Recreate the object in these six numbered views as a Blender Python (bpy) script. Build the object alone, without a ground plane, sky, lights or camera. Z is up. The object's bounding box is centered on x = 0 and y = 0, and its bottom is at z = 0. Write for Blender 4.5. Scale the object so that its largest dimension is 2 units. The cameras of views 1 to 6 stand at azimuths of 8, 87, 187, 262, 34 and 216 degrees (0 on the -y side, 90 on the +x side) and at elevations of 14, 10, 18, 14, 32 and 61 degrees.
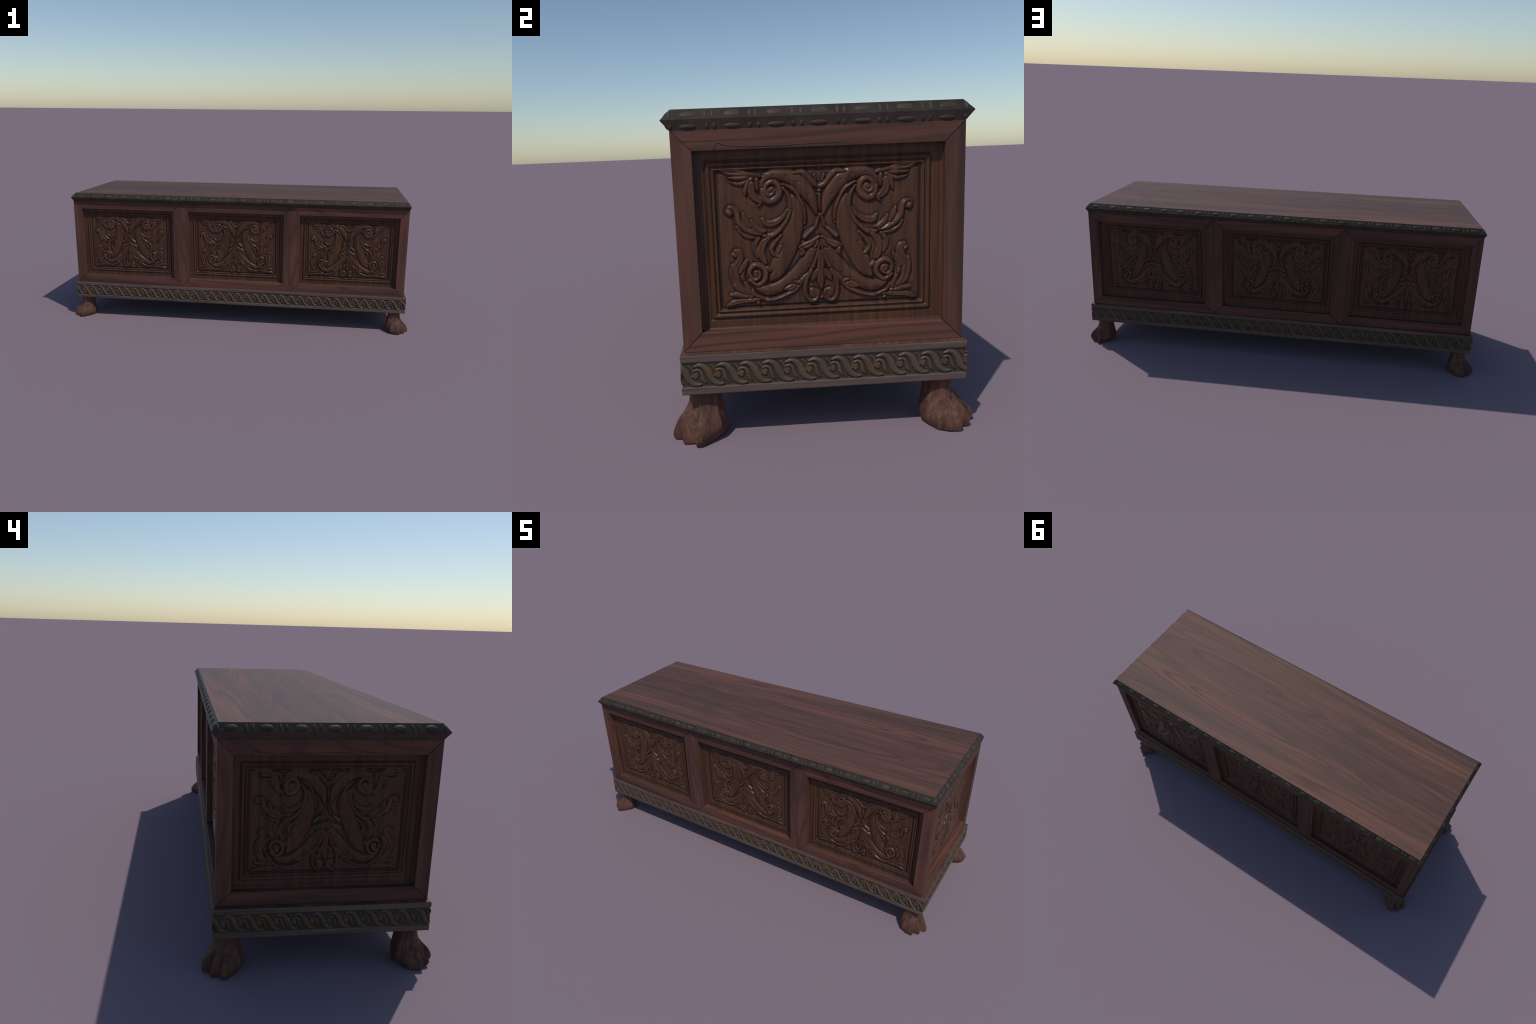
"""Carved wooden cassone: panelled chest on paw feet with a moulded lid."""
import bpy, bmesh, math
import numpy as np
from mathutils import Matrix, Vector

# ------------------------------------------------------------------ sizes (m)
CX = 0.003                       # the box sits a touch off the feet's centre
LID = [(0.9490, 0.3167, 0.7487),   # half length, half depth, height: top edge
       (0.9660, 0.3370, 0.7256),   # arris
       (0.9598, 0.3192, 0.7040)]   # under edge, flush with the body
BX, BY = 0.9602, 0.3192          # body half sizes
Z_TOP, Z_BOT = 0.7040, 0.2134    # body heights
O_TOP, O_BOT = 0.6599, 0.2575    # panel openings
OX1, OX2, OX3 = 0.2748, 0.3651, 0.9131   # opening edges along the long side
MX = 0.3213                      # muntin axis
OY = 0.2752                      # end opening half width
RECESS = 0.022                   # depth of panel plane behind the frame
PX, PY = 0.9732, 0.3281          # plinth half sizes
P_TOP, P_BOT = 0.2101, 0.1167
THICK = 0.034                    # thickness of framing members

rng = np.random.default_rng(7)

# ------------------------------------------------------------------ scene root
for o in list(bpy.data.objects):
    bpy.data.objects.remove(o, do_unlink=True)
COL = bpy.context.scene.collection
root = bpy.data.objects.new("carved_chest", None)
root["label"] = "dark carved wooden chest with scrollwork panels and paw feet"
root["category"] = "chest"
COL.objects.link(root)


def add(name, mesh, parent=root, matrix=None):
    ob = bpy.data.objects.new(name, mesh)
    COL.objects.link(ob)
    ob.parent = parent
    if matrix is not None:
        ob.matrix_local = matrix
    return ob


def mesh_from(name, verts, faces, mats, smooth=False):
    me = bpy.data.meshes.new(name)
    me.from_pydata([tuple(v) for v in verts], [], faces)
    me.update()
    bm = bmesh.new()
    bm.from_mesh(me)
    bmesh.ops.recalc_face_normals(bm, faces=bm.faces)
    bm.to_mesh(me)
    bm.free()
    for m in (mats if isinstance(mats, (list, tuple)) else [mats]):
        me.materials.append(m)
    if smooth:
        me.polygons.foreach_set("use_smooth", [True] * len(me.polygons))
    return me


# ------------------------------------------------------------------ materials
class Nodes:
    def __init__(self, name):
        self.mat = bpy.data.materials.new(name)
        self.mat.use_nodes = True
        self.t = self.mat.node_tree
        self.bsdf = self.t.nodes["Principled BSDF"]
        self.coord = self.n("ShaderNodeTexCoord")

    def n(self, kind, **props):
        nd = self.t.nodes.new(kind)
        for k, v in props.items():
            setattr(nd, k, v)
        return nd

    def link(self, a, b):
        self.t.links.new(a, b)

    def math(self, op, a, b=None, clamp=False):
        nd = self.n("ShaderNodeMath", operation=op, use_clamp=clamp)
        for i, v in enumerate((a, b)):
            if v is None:
                continue
            if isinstance(v, (int, float)):
                nd.inputs[i].default_value = v
            else:
                self.link(v, nd.inputs[i])
        return nd.outputs[0]

    def mapped(self, scale, vary=True, offset=(0, 0, 0)):
        """Object coordinates, scaled; repeats are shifted so no two boards match."""
        vec = self.coord.outputs["Object"]
        if vary:
            info = self.n("ShaderNodeObjectInfo")
            comb = self.n("ShaderNodeVectorMath", operation="SCALE")
            comb.inputs[0].default_value = (3.1, 4.7, 2.3)
            self.link(info.outputs["Random"], comb.inputs["Scale"])
            s = self.n("ShaderNodeVectorMath", operation="ADD")
            self.link(vec, s.inputs[0])
            self.link(comb.outputs[0], s.inputs[1])
            vec = s.outputs[0]
        mp = self.n("ShaderNodeMapping")
        mp.inputs["Scale"].default_value = scale
        mp.inputs["Location"].default_value = offset
        self.link(vec, mp.inputs["Vector"])
        return mp.outputs[0]

    def noise(self, vec, scale=1.0, detail=5.0, rough=0.6, distort=0.0):
        nz = self.n("ShaderNodeTexNoise")
        nz.inputs["Scale"].default_value = scale
        nz.inputs["Detail"].default_value = detail
        nz.inputs["Roughness"].default_value = rough
        nz.inputs["Distortion"].default_value = distort
        self.link(vec, nz.inputs["Vector"])
        return nz.outputs["Fac"]

    def ramp(self, fac, stops):
        r = self.n("ShaderNodeValToRGB")
        el = r.color_ramp.elements
        while len(el) < len(stops):
            el.new(0.5)
        for e, (p, c) in zip(el, stops):
            e.position = p
            e.color = (*c, 1) if len(c) == 3 else c
        self.link(fac, r.inputs["Fac"])
        return r.outputs["Color"]

    def mix(self, fac, a, b, blend="MIX"):
        m = self.n("ShaderNodeMix", data_type="RGBA", blend_type=blend)
        for sock, v in ((m.inputs["Factor"], fac), (m.inputs["A"], a), (m.inputs["B"], b)):
            if isinstance(v, (int, float)):
                sock.default_value = v
            elif isinstance(v, tuple):
                sock.default_value = (*v, 1)
            else:
                self.link(v, sock)
        return m.outputs["Result"]

    def finish(self, color, rough, bump=None, strength=0.2, dist=0.001, spec=0.5):
        self.link(color, self.bsdf.inputs["Base Color"])
        if isinstance(rough, (int, float)):
            self.bsdf.inputs["Roughness"].default_value = rough
        else:
            self.link(rough, self.bsdf.inputs["Roughness"])
        self.bsdf.inputs["Specular IOR Level"].default_value = spec
        if bump is not None:
            b = self.n("ShaderNodeBump")
            b.inputs["Strength"].default_value = strength
            b.inputs["Distance"].default_value = dist
            self.link(bump, b.inputs["Height"])
            self.link(b.outputs[0], self.bsdf.inputs["Normal"])
        return self.mat


def axis_scale(axis, along, across):
    return tuple(along if i == axis else across for i in range(3))


def wood(name, axis, dark, mid, light, along=1.2, across=26.0, rough=0.54, vary=True,
         sweep=0.35, spec=0.16, rings=0.22, figure=0.7):
    """Straight-grained wood: drifting streaks, broad tonal bands and fine pores."""
    N = Nodes(name)
    streak = N.noise(N.mapped(axis_scale(axis, along, across), vary), 1.0, 6, 0.62, sweep)
    broad = N.noise(N.mapped(axis_scale(axis, along * 0.5, across * 0.28), vary, (3, 5, 7)), 1.0, 3, 0.5, 0.4)
    pores = N.noise(N.mapped(axis_scale(axis, along * 9, across * 16), vary), 1.0, 3, 0.7)
    f = N.math("ADD", N.math("MULTIPLY", streak, 0.62), N.math("MULTIPLY", broad, 0.38))
    col = N.ramp(f, [(0.40, dark), (0.47, tuple(0.5 * (a + b) for a, b in zip(dark, mid))), (0.53, mid), (0.61, light)])
    col = N.mix(N.math("MULTIPLY", N.math("SUBTRACT", 0.5, pores, True), 1.2), col,
                tuple(c * 0.55 for c in dark))
    # growth rings cut by the board face: contour lines of a long smooth field
    ring = N.noise(N.mapped(axis_scale(axis, along * 0.55, across * rings), vary, (1, 2, 9)), 1.0, 1.5, 0.4, 0.3)
    ring = N.math("SINE", N.math("MULTIPLY", ring, 95.0))
    ring = N.math("POWER", N.math("MULTIPLY", N.math("ADD", ring, 1.0), 0.5), 4.0)
    ring = N.math("MULTIPLY", ring, N.math("MULTIPLY", N.math("SUBTRACT", streak, 0.34), 3.2, True))
    col = N.mix(N.math("MULTIPLY", ring, figure), col, tuple(c * 0.72 for c in dark))
    r = N.math("ADD", rough - 0.07, N.math("MULTIPLY", streak, 0.14))
    return N.finish(col, r, pores, 0.12, 0.0006, spec)


RED_DARK, RED_MID, RED_LIGHT = (0.064, 0.034, 0.026), (0.122, 0.055, 0.041), (0.154, 0.062, 0.043)
M_RAIL = wood("rail_wood", 0, RED_DARK, RED_MID, RED_LIGHT, vary=True)
M_STILE = wood("stile_wood", 2, RED_DARK, RED_MID, RED_LIGHT, vary=True)
M_LID = wood("lid_wood", 0, (0.072, 0.041, 0.034), (0.130, 0.062, 0.046), (0.168, 0.072, 0.051),
             along=0.9, across=26.0, rough=0.56, vary=False, sweep=0.8, spec=0.18)
M_FOOT = wood("foot_wood", 2, (0.066, 0.033, 0.025), (0.132, 0.060, 0.043), (0.165, 0.074, 0.050),
              along=6.0, across=150.0, rough=0.5, sweep=0.4, rings=0.12)


def dark_joint():
    N = Nodes("joint_shadow_filler")
    f = N.noise(N.mapped((40, 40, 40)), 1.0)
    return N.finish(N.ramp(f, [(0.3, (0.016, 0.013, 0.012)), (0.7, (0.028, 0.021, 0.018))]), 0.8)


M_JOINT = dark_joint()


def panel_wood():
    """Carving with vertical grain; occlusion shade painted dark into the cut grooves."""
    N = Nodes("carved_panel_wood")
    streak = N.noise(N.mapped((85, 12, 4.5)), 1.0, 6, 0.62, 0.3)
    broad = N.noise(N.mapped((9, 5, 1.5), True, (2, 1, 4)), 1.0, 3, 0.5)
    pores = N.noise(N.mapped((260, 60, 22)), 1.0, 2, 0.6)
    f = N.math("ADD", N.math("MULTIPLY", streak, 0.8), N.math("MULTIPLY", broad, 0.2))
    col = N.ramp(f, [(0.38, (0.055, 0.025, 0.016)), (0.50, (0.078, 0.034, 0.019)),
                     (0.62, (0.102, 0.045, 0.022))])
    col = N.mix(N.math("MULTIPLY", N.math("SUBTRACT", 0.5, pores, True), 1.2), col, (0.05, 0.026, 0.017))
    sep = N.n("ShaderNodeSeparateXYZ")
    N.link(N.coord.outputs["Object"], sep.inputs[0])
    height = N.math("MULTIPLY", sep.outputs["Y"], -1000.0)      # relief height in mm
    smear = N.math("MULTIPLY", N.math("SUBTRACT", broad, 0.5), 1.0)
    painted_shade = N.math("MULTIPLY", N.math("ADD", N.math("ADD", height, smear), -PAINTED_SHADE_FROM), -0.42, True)
    col = N.mix(N.math("MULTIPLY", painted_shade, 0.85), col, (0.020, 0.016, 0.015))
    painted_glint = N.math("MULTIPLY", N.math("SUBTRACT", N.math("ADD", height, smear), 2.7), 0.45, True)   # sky glints painted pale on the leaf crests
    col = N.mix(N.math("MULTIPLY", painted_glint, 0.5), col, (0.150, 0.105, 0.092))
    r = N.math("ADD", 0.28, N.math("MULTIPLY", streak, 0.14))
    return N.finish(col, r, pores, 0.10, 0.0006, 0.26)


PAINTED_SHADE_FROM = -3.2     # mm: cuts deeper than the ground are coloured dark as crevice shadow
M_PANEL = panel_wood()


def plinth_wood():
    """Grey-brown listels and an olive carved band, its cuts coloured darker."""
    N = Nodes("carved_plinth_wood")
    streak = N.noise(N.mapped((3.0, 30, 55)), 1.0, 5, 0.6, 0.5)
    patch = N.noise(N.mapped((22, 22, 22)), 1.0, 3, 0.5)
    sep = N.n("ShaderNodeSeparateXYZ")
    N.link(N.coord.outputs["Object"], sep.inputs[0])
    listel = N.ramp(streak, [(0.36, (0.072, 0.053, 0.044)), (0.50, (0.106, 0.077, 0.064)), (0.64, (0.132, 0.090, 0.076))])
    band = N.ramp(patch, [(0.38, (0.080, 0.057, 0.041)), (0.50, (0.102, 0.070, 0.051)), (0.60, (0.104, 0.060, 0.030))])
    z = sep.outputs["Z"]
    inband = N.math("MULTIPLY", N.math("MULTIPLY", N.math("SUBTRACT", z, P_BOT + 0.018), 500.0, True),
                    N.math("MULTIPLY", N.math("SUBTRACT", P_BOT + 0.076, z), 500.0, True))
    col = N.mix(inband, listel, band)
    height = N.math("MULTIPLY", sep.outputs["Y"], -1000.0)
    painted_shade = N.math("ADD", N.math("MULTIPLY", N.math("ADD", height, N.math("MULTIPLY", patch, 0.8)), -0.42), -0.2, True)
    col = N.mix(N.math("MULTIPLY", painted_shade, 0.75), col, (0.034, 0.028, 0.021))
    return N.finish(col, 0.45, streak, 0.10, 0.0008, 0.2)


M_PLINTH = plinth_wood()


def moulding_wood(name, dark, light, rough=0.5):
    N = Nodes(name)
    f = N.noise(N.mapped((16, 16, 16)), 1.0, 4, 0.6)
    return N.finish(N.ramp(f, [(0.35, dark), (0.65, light)]), rough, f, 0.08, 0.0006, 0.13)


M_MOULD = moulding_wood("lid_moulding_wood", (0.027, 0.023, 0.018), (0.044, 0.036, 0.028))
M_MOULD_UNDER = moulding_wood("lid_under_moulding_wood", (0.050, 0.036, 0.032), (0.072, 0.050, 0.045))
M_BEAD = moulding_wood("rubbed_bead_wood", (0.046, 0.036, 0.028), (0.076, 0.056, 0.044), 0.5)

# ------------------------------------------------------------------ carving tools


def spline(points, step=1.2):
    """Catmull-Rom curve through (x, z, half width) control points."""
    p = np.array(points, float)
    q = np.vstack([2 * p[0] - p[1], p, 2 * p[-1] - p[-2]])
    out = []
    for i in range(1, len(q) - 2):
        n = max(2, int(np.hypot(*(q[i + 1, :2] - q[i, :2])) / step))
        t = np.linspace(0, 1, n, endpoint=False)[:, None]
        a, b, c, d = q[i - 1], q[i], q[i + 1], q[i + 2]
        out.append(0.5 * (2 * b + (c - a) * t + (2 * a - 5 * b + 4 * c - d) * t ** 2 + (3 * b - a - 3 * c + d) * t ** 3))
    out.append(p[-1:])
    return np.vstack(out)


def carve(H, X, Z, points, height, kind, cut=1.0, reach=1.7, floor=-2.6, step=1.2, widen=1.0):
    """Raise one ornament stroke (mm) out of height field H and cut a groove round it."""
    c = spline(points, step)
    w = np.maximum(c[:, 2] * widen, 0.5)
    pad = w.max() + reach * 3
    x, z = X[0], Z[:, 0]
    i0, i1 = np.searchsorted(x, [c[:, 0].min() - pad, c[:, 0].max() + pad])
    j0, j1 = np.searchsorted(z, [c[:, 1].min() - pad, c[:, 1].max() + pad])
    if i1 <= i0 or j1 <= j0:
        return
    xs, zs = X[j0:j1, i0:i1], Z[j0:j1, i0:i1]
    best = np.full(xs.shape, 1e9)
    q = np.full(xs.shape, 9.0)
    for (a, b, _), ww in zip(c, w):
        d = np.hypot(xs - a, zs - b)
        sd = d - ww
        m = sd < best
        best[m] = sd[m]
        qq = d / ww
        q = np.minimum(q, qq)
    s = np.clip(1 - q * q, 0, 1)
    if kind == "ridge":
        prof = height * s ** 0.55
    elif kind == "leaf":      # rounded blade with a vein groove down the middle
        prof = height * (s ** 0.5 - 0.34 * np.exp(-(q / 0.26) ** 2))
    elif kind == "dome":      # broad fleshy leaf
        prof = height * s ** 0.5
    else:                     # flat band with rounded rims
        prof = height * np.clip(s * 2.6, 0, 1) ** 0.6 * (0.80 + 0.20 * np.clip(q, 0, 1) ** 3)
    sub = H[j0:j1, i0:i1]
    inside = best < 0
    groove = cut * np.exp(-(np.clip(best, 0, None) / reach) ** 2)
    new = np.where(inside, np.maximum(np.minimum(sub, height * 0.4), prof), np.maximum(sub - groove, np.minimum(sub, floor)))
    H[j0:j1, i0:i1] = new


def sheet(name, xs, zs, H, mat, back):
    """Grid mesh from a height field (metres, outward = -Y), with a closed back slab."""
    nz, nx = H.shape
    X, Z = np.meshgrid(xs, zs)
    v = np.stack([X, -H, Z], -1).reshape(-1, 3)
    idx = np.arange(nx * nz).reshape(nz, nx)
    f = np.stack([idx[:-1, :-1], idx[:-1, 1:], idx[1:, 1:], idx[1:, :-1]], -1).reshape(-1, 4)
    rim = np.concatenate([idx[0, :], idx[1:, -1], idx[-1, -2::-1], idx[-2:0:-1, 0]])
    bv = v[rim].copy()
    bv[:, 1] = back
    base = len(v)
    n = len(rim)
    verts = np.vstack([v, bv])
    k = np.arange(n)
    side = np.stack([rim[k], base + k, base + (k + 1) % n, rim[(k + 1) % n]], -1)
    me = bpy.data.meshes.new(name)
    faces = np.vstack([f, side])
    me.vertices.add(len(verts))
    me.vertices.foreach_set("co", verts.ravel())
    me.loops.add(faces.size)
    me.loops.foreach_set("vertex_index", faces.ravel())
    me.polygons.add(len(faces))
    me.polygons.foreach_set("loop_start", np.arange(len(faces)) * 4)
    me.polygons.foreach_set("use_smooth", np.concatenate([np.ones(len(f), bool), np.zeros(n, bool)]))
    me.update(calc_edges=True)
    me.validate()
    bm = bmesh.new()
    bm.from_mesh(me)
    bm.verts.ensure_lookup_table()
    bm.faces.new([bm.verts[base + i] for i in reversed(range(n))])
    bm.to_mesh(me)
    bm.free()
    me.materials.append(mat)
    return me


# Half of the symmetrical scroll ornament; (x, z, half width) in mm from the
# panel centre, the other half is mirrored.  (part, height share, kind, spine)
ORNAMENT = [
    ('body_tongue', 0.62, 'dome', [(-61,90,6.6),(-51,66,13.8),(-56,39,17.7),(-70,-5,19.7),(-82,-34,18.3),(-93,-59,16.2),(-103,-79,11.9),(-113,-91,4.9)]),
    ('upper_scroll_band', 0.85, 'dome', [(-7,53,2.4),(-16,83,9.8),(-34,112,14.4),(-58,135,14.7),(-87,145,12.1),(-111,140,10.5),(-124,126,7.2),(-127,108,5.5)]),
    ('upper_volute', 1.0, 'ridge', [(-127,110,5.2),(-123,92,6.8),(-110,85,7.2),(-95,93,7.2),(-88,107,6.6),(-94,123,5.9),(-106,128,5.2),(-118,121,4.6),(-120,108,4.2),(-111,99,4.5),(-101,106,3.9),(-105,114,4.6),(-110,110,5.5)]),
    ('band_rim', 0.95, 'ridge', [(-80,122,2.9),(-59,110,3.7),(-47,93,3.4),(-38,74,2.9),(-33,51,1.8),(-34,31,0.9)]),
    ('stem_leaf', 0.95, 'ridge', [(-80,114,2.6),(-69,95,4.2),(-66,73,4.2),(-72,48,4.5),(-86,27,4.7),(-102,12,5.0),(-116,7,5.5),(-128,10,2.9)]),
    ('corner_leaf', 0.9, 'leaf', [(-130,142,2.6),(-150,144,6.0),(-169,148,7.6),(-188,152,7.6),(-206,156,6.3),(-220,160,1.6)]),
    ('corner_leaf', 0.75, 'ridge', [(-150,137,2.6),(-166,139,4.2),(-184,139,3.9),(-201,141,1.6)]),
    ('corner_leaf', 0.65, 'ridge', [(-157,133,3.3),(-170,127,4.2),(-184,127,3.9),(-198,132,1.3)]),
    ('corner_leaf', 0.8, 'ridge', [(-150,134,5.0),(-160,120,5.5),(-164,107,3.7),(-165,101,1.6)]),
    ('corner_leaf', 0.8, 'ridge', [(-138,134,4.6),(-138,122,4.2),(-137,111,2.1)]),
    ('corner_leaf', 0.9, 'leaf', [(-149,125,5.2),(-149,104,7.6),(-140,92,6.8),(-131,84,3.4),(-138,75,1.6)]),
    ('corner_bud', 0.5, 'ridge', [(-160,168,2.1),(-158,159,2.6)]),
    ('side_curl', 1.0, 'ridge', [(-204,62,3.9),(-206,67,5.0),(-200,74,5.0),(-190,70,5.5),(-185,56,6.6),(-181,41,7.2),(-168,28,7.9),(-153,18,7.3),(-134,13,2.9)]),
    ('side_curl_tip', 1.05, 'ridge', [(-203,65,6.3),(-201,62,6.3)]),
    ('side_lobe', 0.7, 'ridge', [(-172,62,1.8),(-167,47,5.5),(-159,32,5.0)]),
    ('side_lobe', 0.7, 'ridge', [(-153,45,1.8),(-147,31,5.5),(-133,20,5.5),(-122,20,1.8)]),
    ('side_lobe', 0.7, 'ridge', [(-188,33,1.6),(-178,18,3.4),(-162,8,4.2),(-141,5,2.1)]),
    ('inner_leaf', 0.75, 'leaf', [(-129,47,2.9),(-120,36,6.3),(-102,37,6.3),(-84,48,4.2),(-73,65,1.6)]),
    ('hanging_leaf', 0.9, 'leaf', [(-117,4,4.2),(-130,-10,7.3),(-135,-28,7.6),(-130,-44,6.2),(-126,-53,3.9)]),
    ('hanging_berry', 0.9, 'ridge', [(-122,-65,5.6),(-117,-69,5.6)]),
    ('hanging_lobe', 0.8, 'ridge', [(-88,9,3.1),(-101,-5,4.2),(-111,-21,4.5),(-107,-34,3.7),(-99,-40,1.4)]),
    ('hanging_lobe', 0.6, 'ridge', [(-89,-16,3.1),(-96,-30,2.5)]),
    ('hanging_lobe', 0.6, 'leaf', [(-139,4,3.9),(-149,-11,5.1),(-148,-27,4.5),(-143,-39,2.2)]),
    ('lower_scroll_band', 0.8, 'dome', [(-9,-12,2.5),(-19,-32,10.1),(-34,-58,12.9),(-52,-79,12.9),(-73,-96,11.5),(-93,-108,11.0),(-116,-116,10.7),(-137,-112,8.4),(-154,-100,3.5)]),
    ('lower_volute', 1.0, 'ridge', [(-162,-91,3.9),(-145,-102,4.8),(-129,-91,5.3),(-126,-74,5.6),(-136,-60,5.6),(-151,-58,5.6),(-162,-68,4.5),(-160,-82,3.9),(-151,-90,3.7),(-140,-83,3.7),(-141,-73,3.9),(-150,-72,4.2),(-148,-80,5.1)]),
    ('vine', 1.0, 'ridge', [(-2,-3,2.5),(-5,-30,2.5),(-13,-55,3.1),(-27,-79,3.7),(-44,-97,5.6),(-62,-116,6.3),(-80,-128,4.2),(-102,-136,3.7),(-124,-138,4.2),(-145,-131,4.5),(-162,-116,4.8),(-173,-97,5.1),(-179,-79,4.2),(-173,-67,2.0)]),
    ('vine_leaf', 0.95, 'leaf', [(-60,-108,3.9),(-70,-112,6.7),(-83,-115,2.5)]),
    ('vine_leaf', 0.9, 'ridge', [(-63,-98,1.7),(-51,-102,3.9)]),
    ('tall_leaf_tip', 1.05, 'ridge', [(-194,-30,6.2),(-190,-33,6.2)]),
    ('tall_leaf', 0.9, 'leaf', [(-192,-23,4.2),(-184,-26,5.9),(-181,-36,6.5),(-185,-49,8.1),(-194,-65,9.0),(-196,-84,9.6),(-191,-102,8.7),(-178,-117,6.5),(-160,-131,3.5)]),
    ('tall_lobe', 0.7, 'ridge', [(-166,-43,1.7),(-173,-55,5.9),(-183,-71,4.5)]),
    ('tall_lobe', 0.6, 'ridge', [(-201,-53,1.7),(-203,-71,4.2),(-201,-92,3.7)]),
    ('tall_lobe', 0.75, 'ridge', [(-173,-95,3.7),(-167,-110,5.1),(-163,-121,2.5)]),
    ('tall_lobe', 0.8, 'ridge', [(-157,-114,1.7),(-149,-128,3.7),(-131,-136,3.1)]),
    ('foot_leaf', 0.85, 'leaf', [(-143,-138,3.1),(-167,-138,4.5),(-185,-139,5.3),(-199,-141,5.3),(-211,-147,4.2),(-218,-151,1.4)]),
    ('foot_leaf', 0.7, 'ridge', [(-171,-129,3.7),(-190,-124,5.3),(-206,-123,3.7)]),
    ('foot_berry', 0.8, 'ridge', [(-147,-144,2.8),(-144,-145,2.8)]),
    ('central_dart', 0.7, 'ridge', [(-1,61,1.0),(0,83,2.4),(0,98,3.4)]),
    ('central_bead', 0.8, 'ridge', [(0,107,4.5),(0,109,4.5)]),
    ('fork', 0.9, 'ridge', [(-1,115,4.7),(-11,120,5.5),(-24,135,5.5),(-38,148,6.0),(-58,146,2.4)]),
    ('fork_lobe', 0.6, 'ridge', [(-11,140,2.6),(-7,128,1.8)]),
    ('top_bud', 0.55, 'ridge', [(-1,164,4.7),(-1,155,3.9)]),
    ('center_leaf', 1.15, 'ridge', [(-11,25,1.8),(-23,15,4.7),(-34,5,5.5),(-37,1,3.1)]),
    ('center_leaf', 1.2, 'leaf', [(-3,2,2.2),(-16,-8,5.3),(-32,-16,7.6),(-44,-21,4.8)]),
    ('center_curl', 0.9, 'ridge', [(-44,-25,3.5),(-40,-31,5.1),(-43,-37,3.9)]),
    ('center_lobe', 0.8, 'ridge', [(-6,-7,2.5),(-10,-17,3.7),(-16,-22,1.7)]),
    ('waist_rib', 0.85, 'ridge', [(-2,53,1.6),(-5,40,2.9),(-10,25,2.9)]),
    ('palmette_dart', 0.9, 'leaf', [(2,-30,1.7),(0,-55,7.0),(1,-76,8.1),(1,-97,7.3),(0,-119,1.7)]),
    ('palmette_leaf', 0.8, 'leaf', [(-10,-75,2.5),(-16,-87,6.5),(-22,-98,2.2)]),
    ('palmette_scroll', 0.9, 'ridge', [(-23,-75,3.7),(-33,-95,4.5),(-37,-117,4.5),(-33,-137,4.5),(-22,-146,4.5),(-10,-139,4.2),(-8,-126,3.9),(-15,-120,3.1)]),
    ('palmette_eye', 0.6, 'ridge', [(-20,-124,7.3),(-19,-131,7.3)]),
    ('palmette_bead', 0.7, 'ridge', [(0,-138,3.4),(0,-139,3.4)]),]
WORM_HOLES = [(-21, -32), (-29, -60), (-46, -82), (-101, -122), (-126, -121),
              (-103, 142), (-74, 140), (-47, 127), (-26, 97)]
RELIEF = 6.3        # mm


def frame_profile(e, field):
    """Moulded border of a panel: height (mm) against distance e (mm) from its edge."""
    return np.interp(e, [0, 2, 4, 22, 26.0, 29, 32, 36, 39, 41.5, 44, 47, 50, 56],
                     [0.6, 0.6, -1.0, -1.6, -5.0, 2.0, 2.4, 0.4, -4.4, 1.0, 1.2, field - 2.0, field - 3.2, field])


def carved_panel_mesh():
    W, T, step = 277.0, 203.0, 1.55
    x = np.linspace(-W, W, int(2 * W / step) + 1)
    z = np.linspace(-T, T, int(2 * T / step) + 1)
    X, Z = np.meshgrid(x, z)
    H = np.zeros_like(X)
    order = sorted(range(len(ORNAMENT)), key=lambda i: ORNAMENT[i][2] not in ("band", "dome"))
    for i in order:
        part, h, kind, pts = ORNAMENT[i]
        for sgn in (1, -1):
            carve(H, X, Z, [(sgn * a, b, w) for a, b, w in pts], h * RELIEF, kind,
                  cut=3.0 if kind in ("band", "dome") else 2.0, reach=5.0 if kind in ("band", "dome") else 3.0, widen=1.2)
    for a, b in WORM_HOLES:
        for sgn in (1, -1):
            H -= 2.2 * np.exp(-((X - sgn * a) ** 2 + (Z - b) ** 2) / 2.2 ** 2)
    H = np.maximum(H, -3.4)
    lump = 0.35 * np.sin(X / 17 + 2 * np.sin(Z / 31)) * np.cos(Z / 23) + 0.2 * np.sin(X / 7.3 + Z / 9.1)
    field = -2.8
    e = np.minimum(W - np.abs(X), T - np.abs(Z))
    border = frame_profile(e, field)
    border += 2.2 * np.clip(1 - np.abs(T + Z - 2.5) / 2.5, 0, 1)      # rounded lip along the sill
    H = np.where(e < 56, border + np.where(e > 46, np.maximum(H, -0.5), 0), field + H + lump)
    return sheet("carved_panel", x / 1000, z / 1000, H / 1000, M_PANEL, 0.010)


def turn(side):
    return Matrix.Translation((CX, 0, 0)) @ Matrix.Rotation(math.radians(90 * side), 4, "Z")


# side 0 = front (-y), 1 = right end (+x), 2 = back (+y), 3 = left end (-x)
HALF_DEPTH = {0: BY, 1: BX, 2: BY, 3: BX}
HALF_WIDTH = {0: BX, 1: BY, 2: BX, 3: BY}

# ------------------------------------------------------------------ panels
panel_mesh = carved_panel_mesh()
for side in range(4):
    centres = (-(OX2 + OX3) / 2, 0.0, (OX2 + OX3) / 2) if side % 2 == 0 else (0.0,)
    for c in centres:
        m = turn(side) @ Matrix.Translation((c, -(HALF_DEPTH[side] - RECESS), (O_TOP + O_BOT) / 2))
        add("carved_panel", panel_mesh, root, m)


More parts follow.
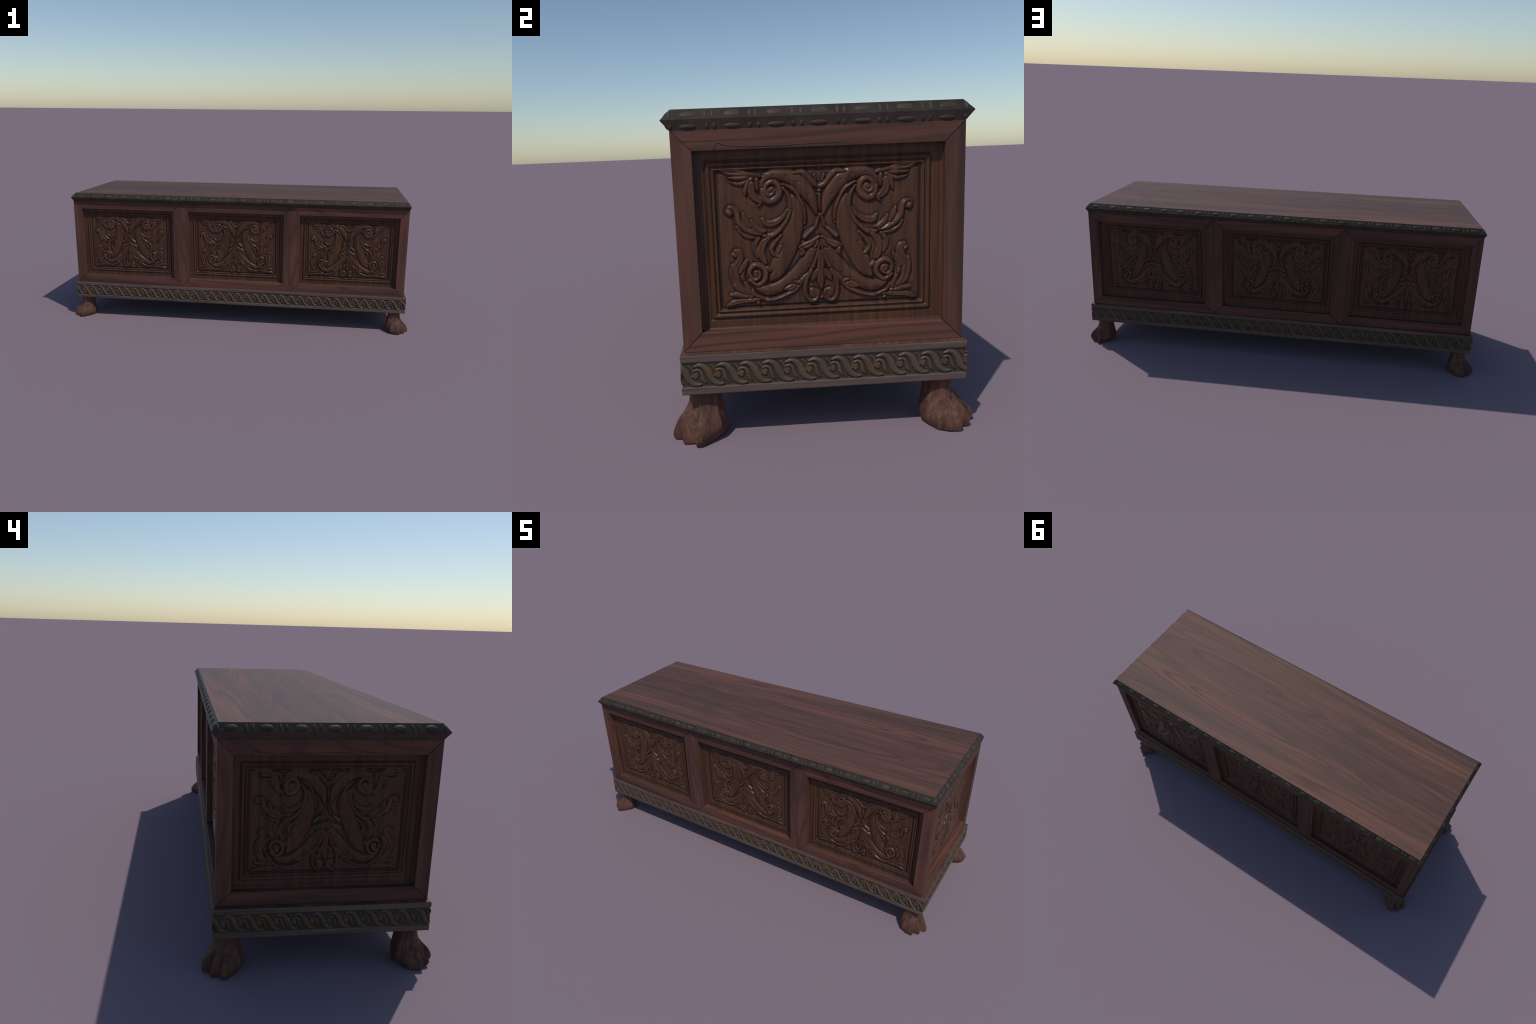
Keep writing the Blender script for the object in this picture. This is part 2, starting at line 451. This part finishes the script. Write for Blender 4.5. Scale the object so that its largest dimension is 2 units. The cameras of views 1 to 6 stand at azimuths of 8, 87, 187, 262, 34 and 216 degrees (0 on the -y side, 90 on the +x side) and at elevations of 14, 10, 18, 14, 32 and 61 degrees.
# ------------------------------------------------------------------ framing
def offset_poly(poly, gaps):
    """Move every edge i (poly[i] -> poly[i+1], counter-clockwise) inwards by gaps[i]."""
    lines = []
    n = len(poly)
    for i in range(n):
        p, q = Vector(poly[i]), Vector(poly[(i + 1) % n])
        d = (q - p).normalized()
        nrm = Vector((-d.y, d.x))
        lines.append((p + nrm * gaps[i], d))
    out = []
    for i in range(n):
        (p, d), (q, e) = lines[i - 1], lines[i]
        den = d.x * e.y - d.y * e.x
        t = ((q.x - p.x) * e.y - (q.y - p.y) * e.x) / den
        out.append(p + d * t)
    return out


def member(name, side, poly, gaps, mat):
    """A framing board: polygon in the face plane, pulled back by THICK, mitred at the corner."""
    hw, hd = HALF_WIDTH[side], HALF_DEPTH[side]
    pts = offset_poly(poly, gaps)
    lim = hw - THICK
    soft = 0.0007
    cen = sum((Vector(p) for p in pts), Vector((0, 0))) / len(pts)
    inner = offset_poly(pts, [0.0 if abs(abs(pts[i].x) - hw) < 1e-5 and abs(abs(pts[(i + 1) % len(pts)].x) - hw) < 1e-5
                              else soft for i in range(len(pts))])
    v = [(p.x, -hd, p.y) for p in inner]
    v += [(p.x, -hd + soft, p.y) if abs(p.x) < hw - 1e-5 else (math.copysign(hw, p.x), -hd, p.y) for p in pts]
    v += [(max(-lim, min(lim, p.x)), -hd + THICK, p.y) for p in pts]
    n = len(pts)
    f = [list(range(n)), list(range(3 * n - 1, 2 * n - 1, -1))]
    for r in (0, n):
        for i in range(n):
            j = (i + 1) % n
            f.append([r + i, r + n + i, r + n + j, r + j])
    me = mesh_from(name, v, f, mat)
    return add(name, me, root, turn(side))


G = 0.0007
for side in range(4):
    w = HALF_WIDTH[side]
    ends = (OX3, OX2, OX1) if side % 2 == 0 else (OY, None, None)
    o = ends[0]
    # corner stiles (counter-clockwise seen from outside)
    member("stile", side, [(-w, Z_BOT), (-o, O_BOT), (-o, O_TOP), (-w, Z_TOP)], [G, 0, G, 0], M_STILE)
    member("stile", side, [(w, Z_BOT), (w, Z_TOP), (o, O_TOP), (o, O_BOT)], [0, G, 0, G], M_STILE)
    if side % 2 == 0:
        stops = [(-w, -o), (-MX, None), (MX, None), (w, o)]
        spans = [((-w, -OX3), (-MX, -OX2)), ((-MX, -OX1), (MX, OX1)), ((MX, OX2), (w, OX3))]
        for sgn in (-1, 1):
            lo, hi = sorted((sgn * OX1, sgn * OX2))
            member("muntin", side, [(sgn * MX, Z_BOT + 0.001), (hi, O_BOT), (hi, O_TOP), (sgn * MX, Z_TOP - 0.001),
                                    (lo, O_TOP), (lo, O_BOT)], [G, 0, G, G, 0, G], M_STILE)
    else:
        spans = [((-w, -OY), (w, OY))]
    for (a, ai), (b, bi) in spans:
        member("rail", side, [(ai, O_TOP), (bi, O_TOP), (b, Z_TOP), (a, Z_TOP)], [0, G, 0, G], M_RAIL)
        member("rail", side, [(a, Z_BOT), (b, Z_BOT), (bi, O_BOT), (ai, O_BOT)], [0, G, 0, G], M_RAIL)


def box(name, hx, hy, z0, z1, mat, parent=root):
    v = [(sx * hx, sy * hy, z) for z in (z0, z1) for sx, sy in ((-1, -1), (1, -1), (1, 1), (-1, 1))]
    f = [(3, 2, 1, 0), (4, 5, 6, 7)] + [(i, (i + 1) % 4, 4 + (i + 1) % 4, 4 + i) for i in range(4)]
    return add(name, mesh_from(name, v, f, mat), parent, Matrix.Translation((CX, 0, 0)))


box("carcass", BX - 0.0315, BY - 0.0315, P_BOT + 0.02, Z_TOP + 0.01, M_JOINT)


def split_line(side):
    """Old split along the end's upper rail: a thin dark crack set into the wood."""
    path = [(-0.231, 0.6603), (-0.226, 0.6655), (-0.2225, 0.6745), (-0.215, 0.6745), (-0.204, 0.670), (-0.185, 0.6668),
            (-0.150, 0.6650), (-0.100, 0.6648), (-0.040, 0.6660), (0.000, 0.6672), (0.030, 0.6670), (0.055, 0.6655),
            (0.078, 0.6615)]
    cu = bpy.data.curves.new("split", "CURVE")
    cu.dimensions = "3D"
    sp = cu.splines.new("POLY")
    sp.points.add(len(path) - 1)
    for k, (p, (x, z)) in enumerate(zip(sp.points, path)):
        p.co = (x, -HALF_DEPTH[side] + 0.0003, z, 1)
        p.radius = 0.55 if k in (0, len(path) - 1) else 1.0 + 0.25 * math.sin(k * 2.1)
    cu.bevel_depth = 0.0011
    cu.bevel_resolution = 1
    tmp = bpy.data.objects.new("tmp", cu)
    me = bpy.data.meshes.new_from_object(tmp)
    bpy.data.objects.remove(tmp)
    me.materials.clear()
    me.materials.append(M_JOINT)
    add("split", me, root, turn(side))


split_line(1)
split_line(3)

# ------------------------------------------------------------------ plinth
PERIOD = 0.0521
# one running-scroll unit, in tenths of mm from the eye of the curl: (x, z, half width), height mm
WAVE_UNIT = [
    (4.4, "ridge", [(-56, 19, 1.6), (-44, 22.5, 4.2), (-33, 18.5, 6.4), (-24, 8.5, 8.0), (-18.5, -3, 8.2), (-12, -14, 7.2), (-2, -20.5, 5.4), (10, -20, 1.8)]),
    (3.4, "ridge", [(-17, 22, 1.6), (-10, 15, 2.6), (-7.5, 6, 2.6), (-9, -3, 1.6)]),
    (3.6, "ridge", [(-7, 8, 2.0), (0.5, 12.0, 3.6), (8.5, 9, 4.0), (13, 0, 4.0), (15.5, -10, 3.6), (21, -18, 1.6)]),
    (3.2, "ridge", [(-1.5, -3, 6.2), (-1, 2, 6.4)]),
    (4.2, "ridge", [(-1.2, 0.5, 2.0), (-0.8, 1, 2.0)]),
]


def plinth_side(side):
    hw = (PX if side % 2 == 0 else PY)
    depth = (PY if side % 2 == 0 else PX)
    hgt = (P_TOP - P_BOT) * 1000
    x = np.linspace(-hw, hw, int(2 * hw / 0.0017) + 1) * 1000
    z = np.linspace(0, hgt, 56)
    X, Z = np.meshgrid(x, z)
    H = np.zeros_like(X)
    zc = 45.5
    per = PERIOD * 1000
    count = int(2 * hw * 1000 / per) + 3
    for k in range(count):
        ex = -hw * 1000 + (k - 0.35) * per + 0.8 * math.sin(k * 1.7 + side)
        for h, kind, pts in WAVE_UNIT:
            carve(H, X, Z, [(ex + a * 1.02, zc + b * 1.06, w) for a, b, w in pts], h, kind, 0.9, 1.6, -1.6, 1.4)
    H = H - 3.0
    top = np.interp(Z, [0, 1.5, 14.5, 17, 18.5, 73, 75, 77.5, 90, 92, hgt], [-1.5, 0, 0.3, 0, -3.0, -3.0, -2.2, 0, 0.3, 0, -1.2])
    H = np.where((Z < 18.5) | (Z > 73), np.maximum(top, np.minimum(H, 0.8)), H)
    H = H + 0.25 * np.sin(X / 37 + Z / 11) * np.sin(X / 13)
    me = sheet("plinth_side", x / 1000, z / 1000 + P_BOT, H / 1000, M_PLINTH, 0.02)
    # mitre the ends
    co = np.empty(len(me.vertices) * 3)
    me.vertices.foreach_get("co", co)
    co = co.reshape(-1, 3)
    lim = hw - np.clip(co[:, 1], -0.001, None)
    co[:, 0] = np.clip(co[:, 0], -lim, lim)
    co[:, 1] -= depth
    me.vertices.foreach_set("co", co.ravel())
    # the material reads relief height from local Y, so keep the sheet's plane at y = 0
    me.transform(Matrix.Translation((0, depth, 0)))
    add("plinth_side", me, root, turn(side) @ Matrix.Translation((0, -depth, 0)))


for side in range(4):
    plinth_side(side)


def plinth_ledge():
    """Weathered top of the plinth, falling slightly from the body to the edge."""
    v = []
    for hx, hy, z in ((BX - 0.02, BY - 0.02, Z_BOT - 0.002), (BX + 0.0005, BY + 0.0005, Z_BOT - 0.0004),
                      (PX - 0.001, PY - 0.001, P_TOP + 0.0006), (PX - 0.004, PY - 0.004, P_TOP - 0.006)):
        v += [(sx * hx, sy * hy, z) for sx, sy in ((-1, -1), (1, -1), (1, 1), (-1, 1))]
    f = []
    for r in range(4):
        for i in range(4):
            j = (i + 1) % 4
            a, b = r * 4, ((r + 1) % 4) * 4
            f.append((a + i, a + j, b + j, b + i))
    add("plinth_ledge", mesh_from("plinth_ledge", v, f, M_RAIL), root, Matrix.Translation((CX, 0, 0)))


plinth_ledge()
box("bottom_board", PX - 0.015, PY - 0.015, P_BOT + 0.004, P_BOT + 0.018, M_RAIL)

# ------------------------------------------------------------------ lid
box("lid_board", LID[0][0] - 0.0006, LID[0][1] - 0.0006, LID[2][2] + 0.003, LID[0][2], M_LID)


def lid_moulding():
    (x0, y0, z0), (x1, y1, z1), (x2, y2, z2) = LID
    s = 0.0008
    prof = [(x0 - 0.004, y0 - 0.004, z0 - 0.010), (x0, y0, z0 - 0.0004), (x1 - s * 0.5, y1 - s * 0.5, z1 + s), (x1 - s * 0.5, y1 - s * 0.5, z1 - s),
            (x2, y2, z2), (x2 - 0.03, y2 - 0.03, z2)]
    v, f = [], []
    for hx, hy, z in prof:
        v += [(sx * hx, sy * hy, z) for sx, sy in ((-1, -1), (1, -1), (1, 1), (-1, 1))]
    n = len(prof)
    for r in range(n):
        for i in range(4):
            j = (i + 1) % 4
            a, b = r * 4, ((r + 1) % n) * 4
            f.append((a + i, a + j, b + j, b + i))
    me = mesh_from("lid_moulding", v, f, [M_MOULD, M_MOULD_UNDER])
    for p in me.polygons:                        # the under chamfer kept more of its red stain
        p.material_index = int(p.center.z < z1 - s)
    return add("lid_moulding", me, root, Matrix.Translation((CX, 0, 0)))


moulding = lid_moulding()


def ellipsoid(name, rx, ry, rz, mat):
    bm = bmesh.new()
    bmesh.ops.create_uvsphere(bm, u_segments=16, v_segments=10, radius=1.0)
    bmesh.ops.scale(bm, vec=(rx, ry, rz), verts=bm.verts)
    me = bpy.data.meshes.new(name)
    bm.to_mesh(me)
    bm.free()
    me.materials.append(mat)
    me.polygons.foreach_set("use_smooth", [True] * len(me.polygons))
    return me


bead_me = ellipsoid("bead", 0.0195, 0.0032, 0.0088, M_BEAD)
reel_me = ellipsoid("reel", 0.0042, 0.0028, 0.0105, M_BEAD)
BEAD_STEP = 0.0890
for side in range(4):
    ia, ib = (0, 1) if side % 2 == 0 else (1, 0)
    for (r0, r1, t, zs) in ((LID[0], LID[1], 0.52, 1.0), (LID[1], LID[2], 0.70, 0.62)):
        run = r0[ia] + (r1[ia] - r0[ia]) * t
        dep = r0[ib] + (r1[ib] - r0[ib]) * t
        zz = r0[2] + (r1[2] - r0[2]) * t
        tilt = math.atan2(r1[ib] - r0[ib], r0[2] - r1[2])     # chamfer angle from vertical
        rot = Matrix.Rotation(-tilt, 4, "X")
        count = round(2 * run / BEAD_STEP)
        step = 2 * run / count
        for k in range(count + 1):
            x = -run + k * step
            for name, me, dx in (("reel", reel_me, -0.0085), ("reel", reel_me, 0.0085), ("bead", bead_me, step / 2)):
                px = x + dx
                if abs(px) > run - 0.006 - (0.016 if name == "bead" else 0):
                    continue
                sc = Matrix.Diagonal((1, 1, zs * (1 + 0.05 * rng.standard_normal()), 1))
                m = Matrix.Rotation(math.radians(90 * side), 4, "Z") @ Matrix.Translation((px + 0.001 * rng.standard_normal(), -dep, zz)) @ rot @ Matrix.Translation((0, 0.0008, 0)) @ sc
                add(name, me, moulding, m)

# ------------------------------------------------------------------ paw feet
# widest outline of the front right paw, as offsets (mm) from the plinth corner,
# (outwards along x, outwards along y, what it is): t = toe, n = notch, h = heel, s = side
PAW = [(-21, 26.8, "t"), (-48, 25, "t"), (-74, 15, "s"), (-93, -11, "h"), (-99, -43, "h"), (-91, -75, "h"),
       (-66, -98, "h"), (-37, -100.5, "h"), (-10, -88, "h"), (11, -62, "s"), (25, -43, "t"), (26.8, -29, "t"),
       (8, -25, "n"), (6.5, 3, "t"), (-19, 6, "n")]
NECK = (-53.5, -50.5, 33.5, 36.8)            # centre and radius of the ankle
LEVELS = [0.122, 0.105, 0.090, 0.078, 0.068, 0.055, 0.042, 0.030, 0.020, 0.011, 0.0]
SPREAD = {"t": [0, .0, .02, .08, .16, .40, .70, .88, .97, 1.0, .93],
          "n": [0, .0, .02, .06, .12, .27, .48, .70, .88, .95, .90],
          "s": [0, .02, .07, .15, .26, .48, .72, .92, 1.0, .96, .80],
          "h": [0, .10, .22, .35, .48, .68, .86, .99, .99, .84, .50]}


def paw_mesh():
    v, f = [], []
    n = len(PAW)
    for li, z in enumerate(LEVELS):
        for a, b, k in PAW:
            ang = math.atan2(b - NECK[1], a - NECK[0])
            na, nb = NECK[0] + NECK[2] * math.cos(ang), NECK[1] + NECK[3] * math.sin(ang)
            s = SPREAD[k][li]
            v.append(((na + (a - na) * s) / 1000, -(nb + (b - nb) * s) / 1000, z))
    for li in range(len(LEVELS) - 1):
        for i in range(n):
            j = (i + 1) % n
            f.append((li * n + i, li * n + j, (li + 1) * n + j, (li + 1) * n + i))
    f.append(tuple(range(n)))
    f.append(tuple(range((len(LEVELS) - 1) * n, len(LEVELS) * n)))
    me = mesh_from("paw_foot", v, f, M_FOOT)
    me.polygons.foreach_set("use_smooth", [True] * len(me.polygons))
    me.set_sharp_from_angle(angle=math.radians(24))
    return me


paw = paw_mesh()
for k, (sx, sy) in enumerate(((1, -1), (1, 1), (-1, 1), (-1, -1))):
    m = Matrix.Translation((sx * PX, sy * (PY + 0.003), 0)) @ Matrix.Rotation(math.radians(90 * k), 4, "Z")
    add("paw_foot", paw, root, m)
